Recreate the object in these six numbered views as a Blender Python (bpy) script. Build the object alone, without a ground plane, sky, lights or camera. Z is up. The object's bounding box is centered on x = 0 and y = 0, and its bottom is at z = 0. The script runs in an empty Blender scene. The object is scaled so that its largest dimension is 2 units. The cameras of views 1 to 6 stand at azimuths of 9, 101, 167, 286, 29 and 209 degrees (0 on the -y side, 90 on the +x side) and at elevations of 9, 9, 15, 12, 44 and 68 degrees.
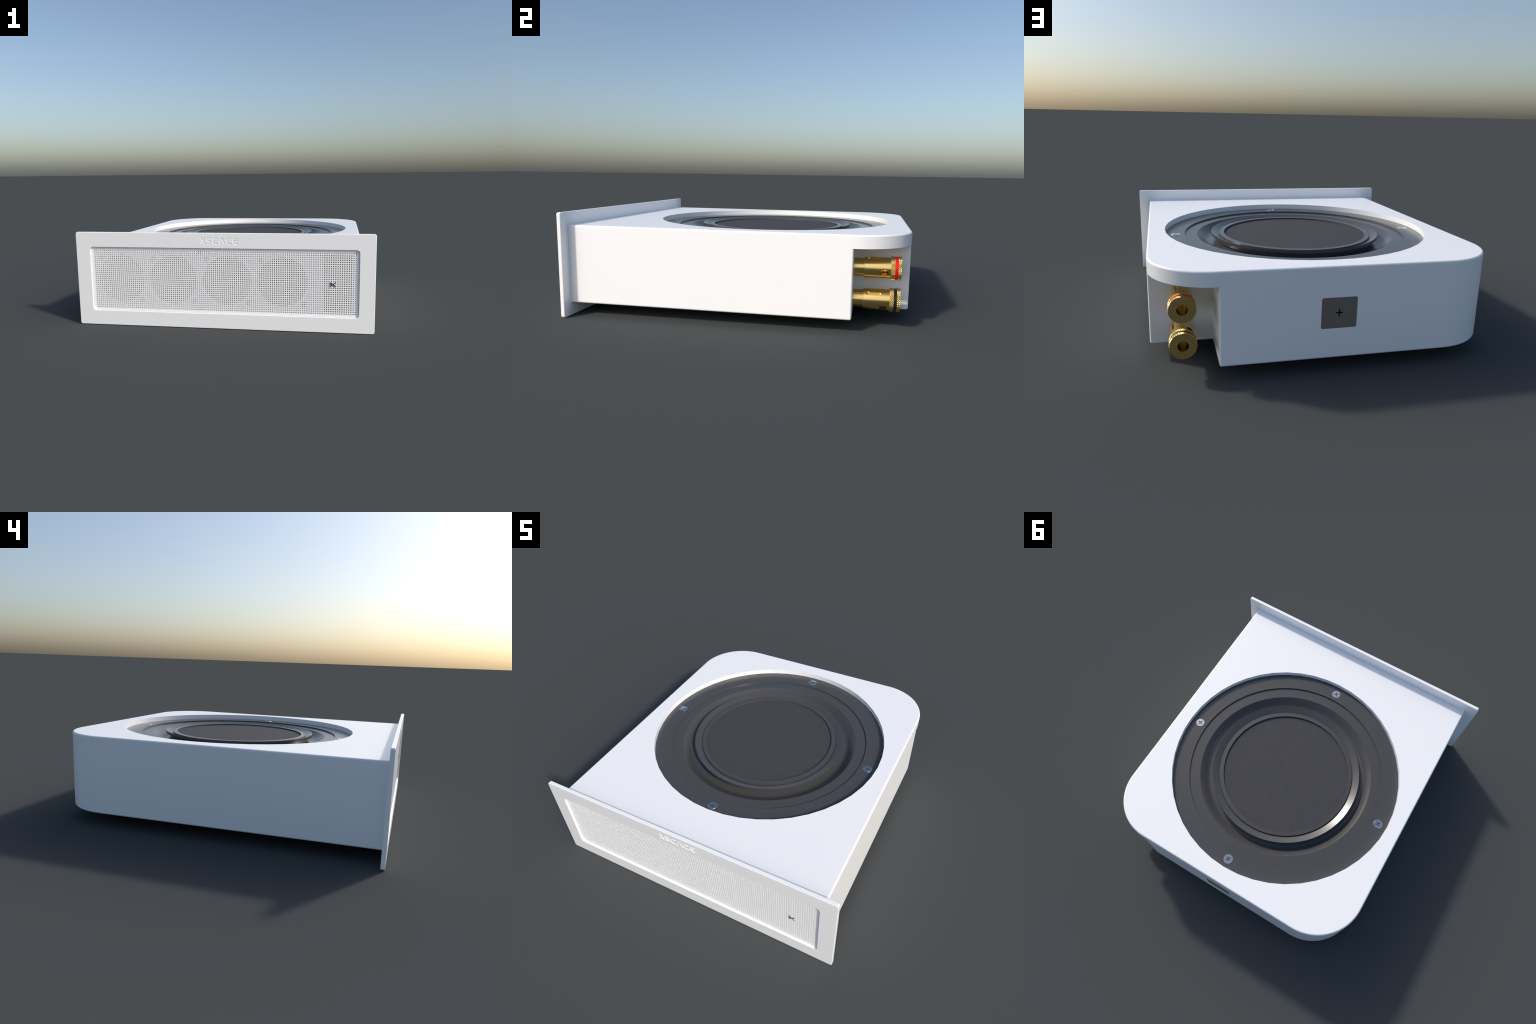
"""Flat white in-wall loudspeaker lying on its back: thin bezel with a perforated
grille in front, a recessed woofer on top, two gold terminal posts in a rear corner notch."""
import bpy, bmesh, math
from mathutils import Vector, Matrix

# ------------------------------------------------------------------ helpers
def link(obj, parent=None):
    bpy.context.scene.collection.objects.link(obj)
    if parent is not None:
        obj.parent = parent
    return obj

def new_object(name, mesh, material=None, parent=None):
    obj = bpy.data.objects.new(name, mesh)
    if material is not None and not mesh.materials:
        mesh.materials.append(material)
    return link(obj, parent)

def mesh_from_bmesh(name, bm):
    bmesh.ops.recalc_face_normals(bm, faces=bm.faces[:])
    me = bpy.data.meshes.new(name)
    bm.to_mesh(me)
    bm.free()
    return me

def smooth_by_angle(mesh, degrees=32.0):
    bm = bmesh.new(); bm.from_mesh(mesh)
    lim = math.radians(degrees)
    for f in bm.faces: f.smooth = True
    for e in bm.edges:
        e.smooth = len(e.link_faces) == 2 and e.calc_face_angle(0.0) < lim
    bm.to_mesh(mesh); bm.free()

def bake_modifiers(obj):
    dg = bpy.context.evaluated_depsgraph_get()
    dg.update()
    me = bpy.data.meshes.new_from_object(obj.evaluated_get(dg))
    old = obj.data
    mats = list(old.materials)
    obj.modifiers.clear()
    me.name = old.name
    obj.data = me
    if not me.materials:
        for m in mats: me.materials.append(m)

def cut(obj, cutter_mesh, self_overlap=False):
    """boolean difference with a temporary cutter"""
    c = bpy.data.objects.new("cutter", cutter_mesh)
    bpy.context.scene.collection.objects.link(c)
    m = obj.modifiers.new("cut", 'BOOLEAN')
    m.operation = 'DIFFERENCE'; m.solver = 'EXACT'; m.object = c
    m.use_self = self_overlap
    bake_modifiers(obj)
    bpy.data.objects.remove(c, do_unlink=True)

def weighted_normals(obj):
    m = obj.modifiers.new("weighted_normal", 'WEIGHTED_NORMAL')
    m.keep_sharp = True; m.weight = 80; m.mode = 'FACE_AREA'

def rounded_rect(hw, hh, r, seg=6):
    """counter-clockwise 2D loop"""
    pts = []
    for cx, cy, a0 in ((hw-r, hh-r, 0), (-hw+r, hh-r, 90), (-hw+r, -hh+r, 180), (hw-r, -hh+r, 270)):
        for i in range(seg+1):
            a = math.radians(a0 + 90*i/seg)
            pts.append((cx + r*math.cos(a), cy + r*math.sin(a)))
    return pts

def prism(points2d, axis, lo, hi):
    """extrude a 2D loop along axis 'y' (points are x,z) or 'z' (points are x,y)"""
    bm = bmesh.new()
    def P(p, t): return (p[0], t, p[1]) if axis == 'y' else (p[0], p[1], t)
    a = [bm.verts.new(P(p, lo)) for p in points2d]
    b = [bm.verts.new(P(p, hi)) for p in points2d]
    n = len(a)
    bm.faces.new(a); bm.faces.new(b)
    for i in range(n):
        bm.faces.new((a[i], a[(i+1) % n], b[(i+1) % n], b[i]))
    return bm

def box(x0, x1, y0, y1, z0, z1):
    return prism([(x0, y0), (x1, y0), (x1, y1), (x0, y1)], 'z', z0, z1)

def circle(cx, cy, r, n, phase=0.0):
    return [(cx + r*math.cos(2*math.pi*i/n + phase), cy + r*math.sin(2*math.pi*i/n + phase)) for i in range(n)]

def lathe(profile, segments, axis='z', close=False):
    """revolve (radius, height) points about the axis; radius 0 makes a pole"""
    bm = bmesh.new()
    rings = []
    for r, h in profile:
        if r < 1e-6:
            co = (0, 0, h) if axis == 'z' else (0, h, 0)
            rings.append([bm.verts.new(co)])
        else:
            ring = []
            for i in range(segments):
                a = 2*math.pi*i/segments
                c, s = r*math.cos(a), r*math.sin(a)
                ring.append(bm.verts.new((c, s, h) if axis == 'z' else (c, h, s)))
            rings.append(ring)
    pairs = list(zip(rings, rings[1:]))
    if close: pairs.append((rings[-1], rings[0]))
    for A, B in pairs:
        for i in range(segments):
            j = (i+1) % segments
            if len(A) == 1 and len(B) == 1: break
            if len(A) == 1: bm.faces.new((A[0], B[i], B[j]))
            elif len(B) == 1: bm.faces.new((A[i], A[j], B[0]))
            else: bm.faces.new((A[i], A[j], B[j], B[i]))
    return bm

def spline(points, per=4):
    """Catmull-Rom through (r, z) control points"""
    out = []
    P = [points[0]] + list(points) + [points[-1]]
    for k in range(1, len(P)-2):
        p0, p1, p2, p3 = P[k-1], P[k], P[k+1], P[k+2]
        for i in range(per):
            t = i/per
            out.append(tuple(0.5*((2*b) + (-a+c)*t + (2*a-5*b+4*c-d)*t*t + (-a+3*b-3*c+d)*t**3)
                             for a, b, c, d in zip(p0, p1, p2, p3)))
    out.append(points[-1])
    return out

def tube_profile(points, segments, axis):
    return lathe(points, segments, axis)

# ------------------------------------------------------------------ materials
def principled(name, colour, rough, metallic=0.0, specular=0.5):
    m = bpy.data.materials.new(name); m.use_nodes = True
    b = m.node_tree.nodes["Principled BSDF"]
    b.inputs["Base Color"].default_value = (*colour, 1)
    b.inputs["Roughness"].default_value = rough
    b.inputs["Metallic"].default_value = metallic
    b.inputs["Specular IOR Level"].default_value = specular
    return m

def noise_variation(m, scale, low, high, rough=None, stretch=(1, 1, 1), bump=0.0, detail=4.0):
    """mix two close base colours with object-space noise, optional fine bump and roughness drift"""
    nt = m.node_tree; N = nt.nodes; L = nt.links
    b = N["Principled BSDF"]
    tc = N.new("ShaderNodeTexCoord"); mp = N.new("ShaderNodeMapping")
    mp.inputs["Scale"].default_value = stretch
    nz = N.new("ShaderNodeTexNoise")
    nz.inputs["Scale"].default_value = scale; nz.inputs["Detail"].default_value = detail
    cr = N.new("ShaderNodeValToRGB")
    cr.color_ramp.elements[0].position = 0.3; cr.color_ramp.elements[1].position = 0.7
    cr.color_ramp.elements[0].color = (*low, 1); cr.color_ramp.elements[1].color = (*high, 1)
    L.new(tc.outputs["Object"], mp.inputs["Vector"]); L.new(mp.outputs["Vector"], nz.inputs["Vector"])
    L.new(nz.outputs["Fac"], cr.inputs["Fac"]); L.new(cr.outputs["Color"], b.inputs["Base Color"])
    if rough:
        mr = N.new("ShaderNodeMapRange")
        mr.inputs["To Min"].default_value = rough[0]; mr.inputs["To Max"].default_value = rough[1]
        L.new(nz.outputs["Fac"], mr.inputs["Value"]); L.new(mr.outputs["Result"], b.inputs["Roughness"])
    if bump:
        bp = N.new("ShaderNodeBump"); bp.inputs["Strength"].default_value = bump
        bp.inputs["Distance"].default_value = 0.001
        L.new(nz.outputs["Fac"], bp.inputs["Height"]); L.new(bp.outputs["Normal"], b.inputs["Normal"])
    return m

def fabric_material():
    """charcoal woven cloth: two crossed fine waves, plus faint blotches"""
    m = principled("charcoal_cloth", (0.055, 0.055, 0.065), 0.85, specular=0.25)
    nt = m.node_tree; N = nt.nodes; L = nt.links; b = N["Principled BSDF"]
    tc = N.new("ShaderNodeTexCoord")
    waves = []
    for ang in (0.0, math.pi/2):
        mp = N.new("ShaderNodeMapping"); mp.inputs["Rotation"].default_value = (0, 0, ang + 0.5)
        w = N.new("ShaderNodeTexWave"); w.wave_type = 'BANDS'
        w.inputs["Scale"].default_value = 42.0; w.inputs["Distortion"].default_value = 0.6
        w.inputs["Detail"].default_value = 1.0
        L.new(tc.outputs["Object"], mp.inputs["Vector"]); L.new(mp.outputs["Vector"], w.inputs["Vector"])
        waves.append(w)
    mul = N.new("ShaderNodeMath"); mul.operation = 'MULTIPLY'
    L.new(waves[0].outputs["Fac"], mul.inputs[0]); L.new(waves[1].outputs["Fac"], mul.inputs[1])
    nz = N.new("ShaderNodeTexNoise"); nz.inputs["Scale"].default_value = 14.0; nz.inputs["Detail"].default_value = 5.0
    L.new(tc.outputs["Object"], nz.inputs["Vector"])
    cr = N.new("ShaderNodeValToRGB")
    cr.color_ramp.elements[0].position = 0.25; cr.color_ramp.elements[0].color = (0.051, 0.051, 0.056, 1)
    cr.color_ramp.elements[1].position = 0.75; cr.color_ramp.elements[1].color = (0.058, 0.058, 0.064, 1)
    L.new(nz.outputs["Fac"], cr.inputs["Fac"])
    mx = N.new("ShaderNodeMix"); mx.data_type = 'RGBA'; mx.blend_type = 'MIX'
    fine = N.new("ShaderNodeTexNoise"); fine.inputs["Scale"].default_value = 190.0; fine.inputs["Detail"].default_value = 2.0
    L.new(tc.outputs["Object"], fine.inputs["Vector"])
    grain = N.new("ShaderNodeMapRange"); grain.inputs["From Min"].default_value = 0.3; grain.inputs["From Max"].default_value = 0.7
    L.new(fine.outputs["Fac"], grain.inputs["Value"])
    thread = N.new("ShaderNodeMath"); thread.operation = 'MULTIPLY'
    L.new(mul.outputs[0], thread.inputs[0]); L.new(grain.outputs["Result"], thread.inputs[1])
    L.new(thread.outputs[0], mx.inputs["Factor"])
    L.new(cr.outputs["Color"], mx.inputs["A"]); mx.inputs["B"].default_value = (0.105, 0.105, 0.114, 1)
    L.new(mx.outputs["Result"], b.inputs["Base Color"])
    bp = N.new("ShaderNodeBump"); bp.inputs["Strength"].default_value = 0.25; bp.inputs["Distance"].default_value = 0.001
    L.new(mul.outputs[0], bp.inputs["Height"]); L.new(bp.outputs["Normal"], b.inputs["Normal"])
    return m

white = noise_variation(principled("white_satin_paint", (0.97, 0.97, 0.97), 0.30),
                        9.0, (0.972, 0.972, 0.972), (0.976, 0.976, 0.976))
bezel_white = noise_variation(principled("white_brushed_bezel", (0.97, 0.97, 0.97), 0.30),
                              10.0, (0.970, 0.970, 0.970), (0.977, 0.977, 0.977), stretch=(0.4, 1, 8))
grille_white = principled("white_grille", (0.97, 0.97, 0.97), 0.35)
black_plastic = noise_variation(principled("charcoal_moulded_plastic", (0.07, 0.07, 0.071), 0.23),
                                26.0, (0.069, 0.069, 0.070), (0.072, 0.072, 0.073))
rubber = noise_variation(principled("charcoal_rubber", (0.07, 0.07, 0.071), 0.24),
                         26.0, (0.069, 0.069, 0.070), (0.072, 0.072, 0.073))
cloth = fabric_material()
baffle_sky_tint = principled("baffle_tinted_skylight_blue", (0.86, 0.90, 1.0), 0.5)  # white plate tinted blue and brightened for skylit shade behind the grille
dark_cone = principled("black_cone_paper", (0.010, 0.010, 0.010), 0.7, specular=0.2)
dark_electronics = noise_variation(principled("dark_sensor_board", (0.03, 0.03, 0.03), 0.5),
                                   30.0, (0.010, 0.011, 0.013), (0.035, 0.033, 0.029))
gold = noise_variation(principled("polished_gold", (0.80, 0.58, 0.21), 0.25, metallic=1.0),
                       20.0, (0.78, 0.56, 0.20), (0.82, 0.60, 0.23), stretch=(1, 0.1, 1))
red_ring = principled("red_lacquer", (0.85, 0.005, 0.005), 0.35)
black_ring = principled("black_lacquer", (0.012, 0.012, 0.014), 0.3)
steel = principled("bright_zinc_steel", (0.62, 0.63, 0.66), 0.18, metallic=1.0)
cover_grey = noise_variation(principled("dark_grey_cover", (0.21, 0.175, 0.14), 0.5),
                             40.0, (0.205, 0.171, 0.137), (0.218, 0.182, 0.146))
emblem_edge = principled("pale_badge_edge", (0.62, 0.64, 0.67), 0.35, metallic=0.8)
emblem_dark = principled("dark_gloss_metal", (0.30, 0.33, 0.36), 0.25, metallic=0.9)

# ------------------------------------------------------------------ dimensions
MID = 0.31                 # height of the cabinet's centre plane
HALF_X = 0.8905            # cabinet half width
Z0, Z1 = 0.0765, 0.5435    # cabinet underside and top
FRONT, REAR = -1.0, 1.0
BEZEL_BACK = -0.9767
CORNER = 0.317             # rear plan corners
NOTCH_Z = 0.469            # the notch is squared off from the plan corner, under a lip
WOOFER_Y = 0.1027
HOLE_R = 0.7922

root = bpy.data.objects.new("wall_speaker", None)
root["label"] = "flat white in-wall loudspeaker with perforated grille, black woofer and gold terminals"
root["category"] = "loudspeaker"
link(root)

# ------------------------------------------------------------------ cabinet
def build_cabinet():
    y_front = -0.985
    right = [(HALF_X-CORNER + CORNER*math.cos(math.radians(90*i/24)), REAR-CORNER + CORNER*math.sin(math.radians(90*i/24))) for i in range(25)]
    LC = CORNER + 0.005
    left = [(-HALF_X+LC + LC*math.cos(math.radians(90+90*i/24)), REAR-LC + LC*math.sin(math.radians(90+90*i/24))) for i in range(25)]
    bm = bmesh.new()
    def row(pts, z): return [bm.verts.new((x, y, z)) for x, y in pts]
    front = [(-HALF_X, y_front), (HALF_X, y_front)]
    ft, rt, lt = row(front, Z1), row(right, Z1), row(left, Z1)
    fb, lb = row(front, Z0), row(left, Z0)
    ra, rb = row([right[0], right[-1]], Z0)
    inner = (HALF_X-CORNER, REAR-CORNER)
    nb, nn = row([inner], Z0)[0], row([inner], NOTCH_Z)[0]
    rn = row(right, NOTCH_Z)
    bm.faces.new(ft + rt + lt)
    bm.faces.new(fb + [ra, nb, rb] + lb)
    bm.faces.new((fb[1], ra, rn[0], rt[0], ft[1]))
    bm.faces.new((ra, nb, nn, rn[0]))
    bm.faces.new((nb, rb, rn[-1], nn))
    bm.faces.new(rn + [nn])
    for i in range(24):
        bm.faces.new((rn[i], rn[i+1], rt[i+1], rt[i]))
        bm.faces.new((lb[i], lb[i+1], lt[i+1], lt[i]))
    bm.faces.new((rb, lb[0], lt[0], rt[-1], rn[-1]))
    bm.faces.new((lb[-1], fb[0], ft[0], lt[-1]))
    bm.faces.new((fb[0], fb[1], ft[1], ft[0]))
    obj = new_object("cabinet", mesh_from_bmesh("cabinet", bm), white, root)
    # soften every outer edge except those buried in the bezel and the lip over the notch
    bm = bmesh.new(); bm.from_mesh(obj.data)
    edges = []
    for e in bm.edges:
        if len(e.link_faces) != 2 or e.calc_face_angle(0) < math.radians(25): continue
        if all(v.co.y < -0.97 for v in e.verts): continue
        if all(abs(v.co.z-NOTCH_Z) < 1e-4 for v in e.verts): continue
        edges.append(e)
    bmesh.ops.bevel(bm, geom=edges, offset=0.011, segments=4, profile=0.5, affect='EDGES', clamp_overlap=True)
    bmesh.ops.recalc_face_normals(bm, faces=bm.faces[:])
    bm.to_mesh(obj.data); bm.free()
    # woofer well, front chamber, rear cover pocket
    cut(obj, mesh_from_bmesh("well", prism(circle(0, WOOFER_Y, HOLE_R, 48), 'z', 0.40, 0.7)))
    cut(obj, mesh_from_bmesh("chamber", prism([(x, z+MID) for x, z in rounded_rect(0.868, 0.2105, 0.02)], 'y', -1.1, -0.86)))
    cut(obj, mesh_from_bmesh("pocket", prism([(x, z+0.3097) for x, z in rounded_rect(0.0895, 0.0783, 0.010)], 'y', 0.945, 1.1)))
    smooth_by_angle(obj.data, 30)
    weighted_normals(obj)
    return obj

cabinet = build_cabinet()

# ------------------------------------------------------------------ bezel with engraved word
def groove(path, width, depth):
    """V-shaped cutter following a polyline on the bezel's front face, square ends"""
    bm = bmesh.new()
    path = [p for i, p in enumerate(path) if i == 0 or (Vector(p)-Vector(path[i-1])).length > 1e-4]
    n = len(path)
    k0 = 1 + 0.002/depth                      # widen the part that sticks out in front
    rows = []
    for i, p in enumerate(path):
        a = Vector(path[max(i-1, 0)]); b = Vector(path[min(i+1, n-1)])
        d = (b-a).normalized(); nrm = Vector((-d.y, d.x))
        k = 1.0
        if 0 < i < n-1:
            d0 = (Vector(p)-Vector(path[i-1])).normalized()
            k = 1/max(0.6, abs(nrm.dot(Vector((-d0.y, d0.x)))))
        off = nrm*width/2*k*k0
        rows.append([bm.verts.new((p[0]+off.x, FRONT-0.002, p[1]+off.y)),
                     bm.verts.new((p[0]-off.x, FRONT-0.002, p[1]-off.y)),
                     bm.verts.new((p[0], FRONT+depth, p[1]))])
    for A, B in zip(rows, rows[1:]):
        for j in range(3):
            bm.faces.new((A[j], A[(j+1) % 3], B[(j+1) % 3], B[j]))
    bm.faces.new(rows[0]); bm.faces.new(rows[-1])
    return bm

def arc(cx, cy, rx, ry, a0, a1, n=10):
    return [(cx + rx*math.cos(math.radians(a0+(a1-a0)*i/n)), cy + ry*math.sin(math.radians(a0+(a1-a0)*i/n))) for i in range(n+1)]

def letter_strokes():
    """strokes in a cell of width 1 and height 1"""
    return {
        'X': [[(0.10, 1.0), (0.90, 0.0)], [(0.90, 1.0), (0.10, 0.0)]],
        'S': [[(0.95, 0.92), (0.38, 0.92)] + arc(0.38, 0.71, 0.28, 0.21, 90, 225, 6) + [(0.55, 0.47)]
              + arc(0.62, 0.27, 0.28, 0.19, 60, -90, 6) + [(0.05, 0.08)]],
        'C': [arc(0.56, 0.5, 0.46, 0.42, 42, 270, 16) + [(1.0, 0.08)]],
        'A': [[(0.12, 0.0), (0.55, 1.0)], [(0.55, 1.0), (0.97, 0.0)]],
        'E': [[(1.0, 0.92), (0.56, 0.92)] + arc(0.56, 0.5, 0.46, 0.42, 90, 270, 12) + [(1.0, 0.08)],
              [(0.12, 0.5), (0.86, 0.5)]],
    }

def build_bezel():
    outer = rounded_rect(0.967, 0.31, 0.013, 5)
    inner = rounded_rect(0.8705, 0.2125, 0.021, 5)
    bm = bmesh.new()
    def loop(pts, y): return [bm.verts.new((x, y, z+MID)) for x, z in pts]
    n = len(outer)
    b = 0.0022
    ob = rounded_rect(0.967-b, 0.31-b, 0.013-b, 5)
    c = 0.0015
    ib = rounded_rect(0.8705+c, 0.2125+c, 0.021+c, 5)
    loops = [loop(inner, BEZEL_BACK), loop(inner, FRONT+c), loop(ib, FRONT), loop(ob, FRONT),
             loop(outer, FRONT+b), loop(outer, BEZEL_BACK-b), loop(ob, BEZEL_BACK)]
    loops.append(loops[0])
    for A, B in zip(loops, loops[1:]):
        for i in range(n):
            j = (i+1) % n
            bm.faces.new((A[i], A[j], B[j], B[i]))
    obj = new_object("front_bezel", mesh_from_bmesh("front_bezel", bm), bezel_white, root)
    glyphs = letter_strokes()
    cells = (('X', -0.1235, -0.0885), ('S', -0.0855, -0.0507), ('C', -0.0458, -0.0087),
             ('A', -0.0062, 0.0362), ('C', 0.0412, 0.0798), ('E', 0.0845, 0.1205))
    base, height, stroke = 0.5492, 0.0420, 0.0076
    for ch, x0, x1 in cells:
        for path in glyphs[ch]:
            pts = [(x0 + (x1-x0)*px, base + height*py) for px, py in path]
            cut(obj, mesh_from_bmesh("stroke", groove(pts, stroke, 0.0045)), self_overlap=True)
    smooth_by_angle(obj.data, 30)
    weighted_normals(obj)
    return obj

bezel = build_bezel()

# ------------------------------------------------------------------ perforated grille
GRILLE_Y, PITCH, COLS, ROWS = -0.988, 0.01355, 126, 29
GX, GZ = 0.0018, 0.3093
HOLE = 0.0041

def build_grille():
    bm = bmesh.new()
    hx, hz = COLS*PITCH/2, ROWS*PITCH/2
    # lattice of half-pitch points shared between cells
    lattice = {}
    def P(i, k):
        key = (i, k)
        if key not in lattice:
            lattice[key] = bm.verts.new((GX - hx + i*PITCH/2, GRILLE_Y, GZ - hz + k*PITCH/2))
        return lattice[key]
    ring_dir = [(math.cos(math.pi/4*s), math.sin(math.pi/4*s)) for s in range(8)]
    around = [(2, 1), (2, 2), (1, 2), (0, 2), (0, 1), (0, 0), (1, 0), (2, 0)]
    thick = 0.0043
    for i in range(COLS):
        cx = GX - hx + (i+0.5)*PITCH
        for k in range(ROWS):
            cz = GZ - hz + (k+0.5)*PITCH
            front = [bm.verts.new((cx + HOLE*c, GRILLE_Y, cz + HOLE*s)) for c, s in ring_dir]
            back = [bm.verts.new((cx + HOLE*c, GRILLE_Y+thick, cz + HOLE*s)) for c, s in ring_dir]
            out = [P(2*i+a, 2*k+b) for a, b in around]
            for s in range(8):
                t = (s+1) % 8
                bm.faces.new((out[s], out[t], front[t], front[s]))
                bm.faces.new((front[s], front[t], back[t], back[s]))
    # plain margin out to the rounded edge, then the edge thickness; a hairline gap stays to the bezel
    inner = [(GX+x, GZ+z) for x, z in rounded_rect(hx, hz, 0.0002, 5)]
    edge = [(x, MID+z) for x, z in rounded_rect(0.8682, 0.2102, 0.0185, 5)]
    loops = [[bm.verts.new((x, GRILLE_Y, z)) for x, z in inner],
             [bm.verts.new((x, GRILLE_Y, z)) for x, z in edge],
             [bm.verts.new((x, GRILLE_Y+thick, z)) for x, z in edge]]
    for A, B in zip(loops, loops[1:]):
        n = len(A)
        for i in range(n):
            j = (i+1) % n
            bm.faces.new((A[i], A[j], B[j], B[i]))
    me = bpy.data.meshes.new("grille")
    bmesh.ops.recalc_face_normals(bm, faces=bm.faces[:])
    bm.to_mesh(me); bm.free()
    smooth_by_angle(me, 50)
    return new_object("grille", me, grille_white, root)

grille = build_grille()

# dark X-shaped badge standing proud of the grille
def build_emblem():
    px = 9.76e-5
    outline = [(-170, 95), (-90, 155), (-60, 100), (0, 40), (60, 55), (120, 100), (160, 152), (205, 130),
               (165, 75), (82, 0), (140, -62), (205, -150), (160, -165), (110, -100), (50, -55), (0, -48),
               (-60, -78), (-90, -145), (-172, -115), (-120, -50), (-128, 0), (-140, 50)]
    pts = [(0.709 + x*px, 0.3075 + y*px) for x, y in outline]
    me = mesh_from_bmesh("emblem", prism(pts, 'y', -0.9935, -0.9882))
    me.materials.append(emblem_dark); me.materials.append(emblem_edge)
    for p in me.polygons:                     # paler flanks, dark face
        if abs(p.normal.y) < 0.5: p.material_index = 1
    return new_object("emblem", me, None, root)
emblem = build_emblem()

# ------------------------------------------------------------------ baffle and small drivers behind the grille
BAFFLE_Y = -0.979
DRIVER_X = [-0.6697, -0.3145, 0.0407, 0.3950]
DRIVER_Z, DRIVER_R = 0.313, 0.1583

def build_baffle():
    bm = prism([(x, z+MID) for x, z in rounded_rect(0.8675, 0.2100, 0.080, 10)], 'y', BAFFLE_Y, BAFFLE_Y+0.010)
    obj = new_object("baffle", mesh_from_bmesh("baffle", bm), baffle_sky_tint, root)
    for x in DRIVER_X:
        cut(obj, mesh_from_bmesh("opening", prism(circle(x, DRIVER_Z, DRIVER_R, 48), 'y', -1.05, -0.9)))
    cut(obj, mesh_from_bmesh("opening", prism([(0.653, 0.126), (0.827, 0.126), (0.827, 0.486), (0.653, 0.486)], 'y', -1.05, -0.9)))
    return obj
baffle = build_baffle()

cone_mesh = mesh_from_bmesh("midrange_driver", lathe(
    [(0.163, -0.964), (0.152, -0.9645), (0.144, -0.968), (0.134, -0.968), (0.124, -0.958), (0.07, -0.935), (0.055, -0.931),
     (0.045, -0.938), (0.025, -0.945), (0.0, -0.948)], 48, 'y'))
cone_mesh.materials.append(dark_cone); smooth_by_angle(cone_mesh, 40)
for x in DRIVER_X:
    o = new_object("midrange_driver", cone_mesh, None, root)
    o.location = (x, 0, DRIVER_Z)
board = new_object("sensor_board", mesh_from_bmesh("sensor_board", box(0.645, 0.833, -0.915, -0.905, 0.119, 0.492)), dark_electronics, root)

baffle_screw_mesh = mesh_from_bmesh("baffle_screw", lathe(
    [(0.017, BAFFLE_Y+0.002), (0.017, BAFFLE_Y-0.002), (0.012, BAFFLE_Y-0.0045), (0.0, BAFFLE_Y-0.005)], 20, 'y'))
baffle_screw_mesh.materials.append(dark_cone)
spots = [(x + dx, DRIVER_Z + dz) for x in DRIVER_X for dx, dz in ((-0.134, 0.132), (0.135, -0.139))]
spots += [(-0.134, 0.4955), (-0.134, 0.1215)]
for x, z in spots:
    o = new_object("baffle_screw", baffle_screw_mesh, None, baffle)
    o.location = (x, 0, z)

# ------------------------------------------------------------------ woofer
SEG = 64
def ring_object(name, profile, mat, parent, angle=30, seg=SEG):
    me = mesh_from_bmesh(name, lathe(profile, seg))
    smooth_by_angle(me, angle)
    o = new_object(name, me, mat, parent)
    o.location = (0, WOOFER_Y, 0)
    return o

FLANGE = 0.5100
woofer = ring_object("woofer", [(0.7915, 0.41), (0.7905, FLANGE), (0.6756, FLANGE), (0.6750, FLANGE-0.009),
                                (0.6012, FLANGE-0.009), (0.6006, FLANGE-0.013)], black_plastic, root)
# concave roll that runs down and under the overhanging lip of the piston
roll = spline([(0.6012, 0.5005), (0.592, 0.4940), (0.577, 0.4835), (0.562, 0.4735), (0.549, 0.4665), (0.536, 0.4635),
               (0.520, 0.4640), (0.500, 0.4680), (0.483, 0.4730)], 3)
surround = ring_object("surround", roll, rubber, woofer, 40)
piston = ring_object("piston_lip", [(0.4840, 0.4300), (0.4840, 0.4985), (0.5140, 0.4995), (0.5157, 0.5015), (0.5157, 0.5168),
                                    (0.5150, 0.5173), (0.4665, 0.4990), (0.4660, 0.4970)], rubber, woofer, 25)
trim = ring_object("trim_ring", [(0.4662, 0.4950), (0.4655, 0.5080), (0.4370, 0.5088), (0.4362, 0.4960)], black_plastic, woofer)
diaphragm = ring_object("diaphragm", [(0.4366, 0.4990), (0.30, 0.4995), (0.15, 0.4998), (0.0, 0.5)], cloth, woofer)
for o in (surround, piston, trim, diaphragm):
    o.location = (0, 0, 0)

# phillips screws
def phillips_screw(name, radius, rise, depth, arm, width, shoulder=0.96):
    me = mesh_from_bmesh(name, lathe([(0, -depth-0.006), (radius*0.98, -depth-0.006), (radius, rise*0.3), (radius*shoulder, rise), (0, rise)], 32))
    o = bpy.data.objects.new(name, me)
    bpy.context.scene.collection.objects.link(o)
    for rot in (0, math.pi/2):
        bm = bmesh.new()
        top = [(-arm, -width), (arm, -width), (arm, width), (-arm, width)]
        bot = [(-arm*0.25, -width*0.6), (arm*0.25, -width*0.6), (arm*0.25, width*0.6), (-arm*0.25, width*0.6)]
        k = 1.15
        a = [bm.verts.new((x*k, y, rise+0.002)) for x, y in top]
        b = [bm.verts.new((x, y, -depth)) for x, y in bot]
        bm.faces.new(a); bm.faces.new(b)
        for i in range(4):
            bm.faces.new((a[i], a[(i+1) % 4], b[(i+1) % 4], b[i]))
        bmesh.ops.rotate(bm, verts=bm.verts[:], cent=(0, 0, 0), matrix=Matrix.Rotation(rot, 3, 'Z'))
        cut(o, mesh_from_bmesh("slot", bm))
    me = o.data
    bpy.data.objects.remove(o, do_unlink=True)
    smooth_by_angle(me, 25)
    return me

screw_mesh = phillips_screw("screw", 0.0305, 0.0015, 0.020, 0.0170, 0.0035)
screw_mesh.materials.append(steel)
for deg, turn in ((-0.6, 72), (89.4, 60), (179.4, 50), (269.4, 29)):
    a = math.radians(deg)
    o = new_object("screw", screw_mesh, None, woofer)
    o.location = (0.7297*math.cos(a), 0.7297*math.sin(a), FLANGE)
    o.rotation_euler = (0, 0, math.radians(turn))

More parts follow.
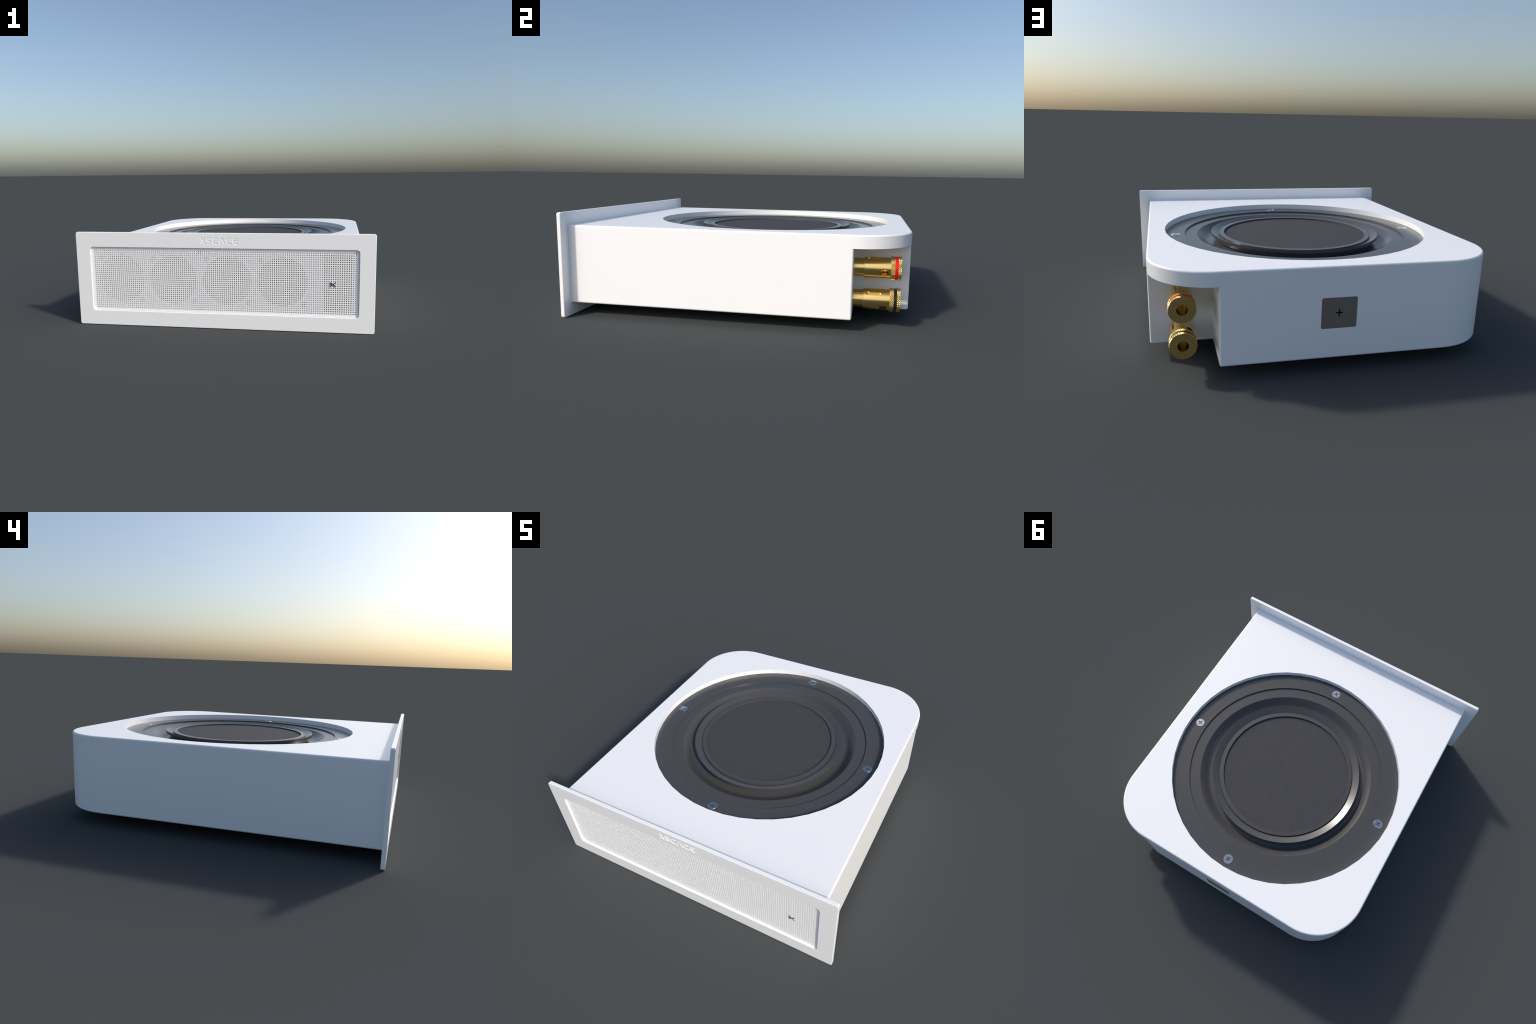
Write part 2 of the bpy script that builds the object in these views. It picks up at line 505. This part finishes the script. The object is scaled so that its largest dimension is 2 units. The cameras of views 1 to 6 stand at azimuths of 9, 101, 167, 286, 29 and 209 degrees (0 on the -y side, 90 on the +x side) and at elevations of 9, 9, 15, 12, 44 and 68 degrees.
# ------------------------------------------------------------------ terminal posts
POST_X = 0.7345
def knurled_band(y0, y1, radius, depth, teeth=36, per=6, rows=12):
    """diamond knurl: two crossed triangle waves lowered into a cylinder"""
    bm = bmesh.new()
    n = teeth*per
    pitch = 2*math.pi*radius/teeth
    def tri(t): return abs((t % 1.0)*2-1)
    rings = []
    for k in range(rows+1):
        y = y0 + (y1-y0)*k/rows
        ring = []
        for i in range(n):
            u = i/per; v = (y-y0)/pitch
            h = min(1.0, 1.5*min(tri(u+v), tri(u-v)))
            r = radius - depth*(1-h)
            a = 2*math.pi*i/n
            ring.append(bm.verts.new((r*math.cos(a), y, r*math.sin(a))))
        rings.append(ring)
    for A, B in zip(rings, rings[1:]):
        for i in range(n):
            j = (i+1) % n
            bm.faces.new((A[i], A[j], B[j], B[i]))
    # flat annular ends
    for ring, y in ((rings[0], y0), (rings[-1], y1)):
        inner = [bm.verts.new((0.03*math.cos(2*math.pi*i/n), y, 0.03*math.sin(2*math.pi*i/n))) for i in range(n)]
        for i in range(n):
            j = (i+1) % n
            bm.faces.new((ring[i], ring[j], inner[j], inner[i]))
    return bm

def build_post_meshes():
    sleeve = mesh_from_bmesh("terminal_post", lathe(
        [(0.0, 0.660), (0.0500, 0.660), (0.0500, 0.7398), (0.0571, 0.7398), (0.0578, 0.7405), (0.0578, 0.8825), (0.0262, 0.8825), (0.0262, 0.7860), (0.0, 0.7860)], 64, 'y'))
    o = bpy.data.objects.new("tmp", sleeve); bpy.context.scene.collection.objects.link(o)
    # keyhole slot facing +z, cross hole facing +x
    slot = [(-0.0070, 0.766), (0.0070, 0.766), (0.0070, 0.829)] + [(0.0070*math.cos(math.radians(a)), 0.829+0.0070*math.sin(math.radians(a))) for a in range(20, 180, 20)] + [(-0.0070, 0.829)]
    cut(o, mesh_from_bmesh("slot", prism(slot, 'z', 0.044, 0.1)))
    cut(o, mesh_from_bmesh("round", prism(circle(0, 0.764, 0.0105, 20), 'z', 0.053, 0.1)))
    bm = prism(circle(0, 0.849, 0.0205, 28), 'z', -0.1, 0.1)
    bmesh.ops.rotate(bm, verts=bm.verts[:], cent=(0, 0, 0), matrix=Matrix.Rotation(math.pi/2, 3, 'Y'))
    cut(o, mesh_from_bmesh("cross", bm))
    sleeve = o.data; bpy.data.objects.remove(o, do_unlink=True)
    smooth_by_angle(sleeve, 30); sleeve.materials.append(gold)
    # cap: two knurled bands, a plain groove core and the bored face
    cap = bmesh.new()
    for y0, y1 in ((0.8825, 0.9052), (0.9219, 0.9410)):
        t = mesh_from_bmesh("band", knurled_band(y0, y1, 0.0655, 0.0026))
        cap.from_mesh(t)
    t = mesh_from_bmesh("bore", lathe([(0.0625, 0.9405), (0.0262, 0.9412), (0.0255, 0.9400), (0.0250, 0.790), (0.0, 0.788)], 48, 'y'))
    cap.from_mesh(t)
    cap_me = bpy.data.meshes.new("knurled_cap"); cap.to_mesh(cap_me); cap.free()
    smooth_by_angle(cap_me, 18); cap_me.materials.append(gold)
    ring_me = mesh_from_bmesh("colour_ring", lathe(
        [(0.055, 0.9050), (0.0636, 0.9050), (0.0642, 0.9056), (0.0642, 0.9213), (0.0636, 0.9221), (0.055, 0.9221)], 64, 'y'))
    smooth_by_angle(ring_me, 40)
    return sleeve, cap_me, ring_me

sleeve_me, cap_me, ring_me = build_post_meshes()
for z, turn, mat in ((0.3484, 70-90, red_ring), (0.1696, 44-90, black_ring)):
    post = new_object("terminal_post", sleeve_me, None, root)
    post.location = (POST_X, 0, z)
    post.rotation_euler = (0, -math.radians(turn), 0)
    new_object("knurled_cap", cap_me, None, post)
    me = ring_me.copy(); me.materials.append(mat)
    new_object("colour_ring", me, None, post)

# ------------------------------------------------------------------ rear cover with its screw
def build_cover():
    bm = prism([(x, z+0.3097) for x, z in rounded_rect(0.0890, 0.0778, 0.0098)], 'y', 0.950, 0.9988)
    o = new_object("rear_cover", mesh_from_bmesh("rear_cover", bm), cover_grey, root)
    bm = bmesh.new(); bm.from_mesh(o.data)
    for z in (0.3740, 0.2463):                # two fine raised lines
        t = mesh_from_bmesh("line", box(-0.0885, 0.0885, 0.990, 0.9997, z-0.0007, z+0.0007))
        bm.from_mesh(t)
    bm.to_mesh(o.data); bm.free()
    cut(o, mesh_from_bmesh("seat", prism(circle(0, 0.3105, 0.03802, 32), 'y', 0.9560, 1.01)))
    return o
cover = build_cover()
cover_screw_mesh = phillips_screw("cover_screw", 0.0380, 0.0012, 0.030, 0.0175, 0.0034, 0.995)
cover_screw_mesh.materials.append(cover_grey)
cover_screw_mesh.materials.append(steel)
for p in cover_screw_mesh.polygons:           # recess faces switched to steel to bring out the cross's highlights
    if math.hypot(p.center.x, p.center.y) < 0.021 and p.center.z < 0.0008 and p.center.z > -0.0301:
        p.material_index = 1
cs = new_object("cover_screw", cover_screw_mesh, None, cover)
cs.location = (0, 0.9976, 0.3105)
cs.rotation_euler = (-math.pi/2, 0, 0)

bpy.context.view_layer.update()
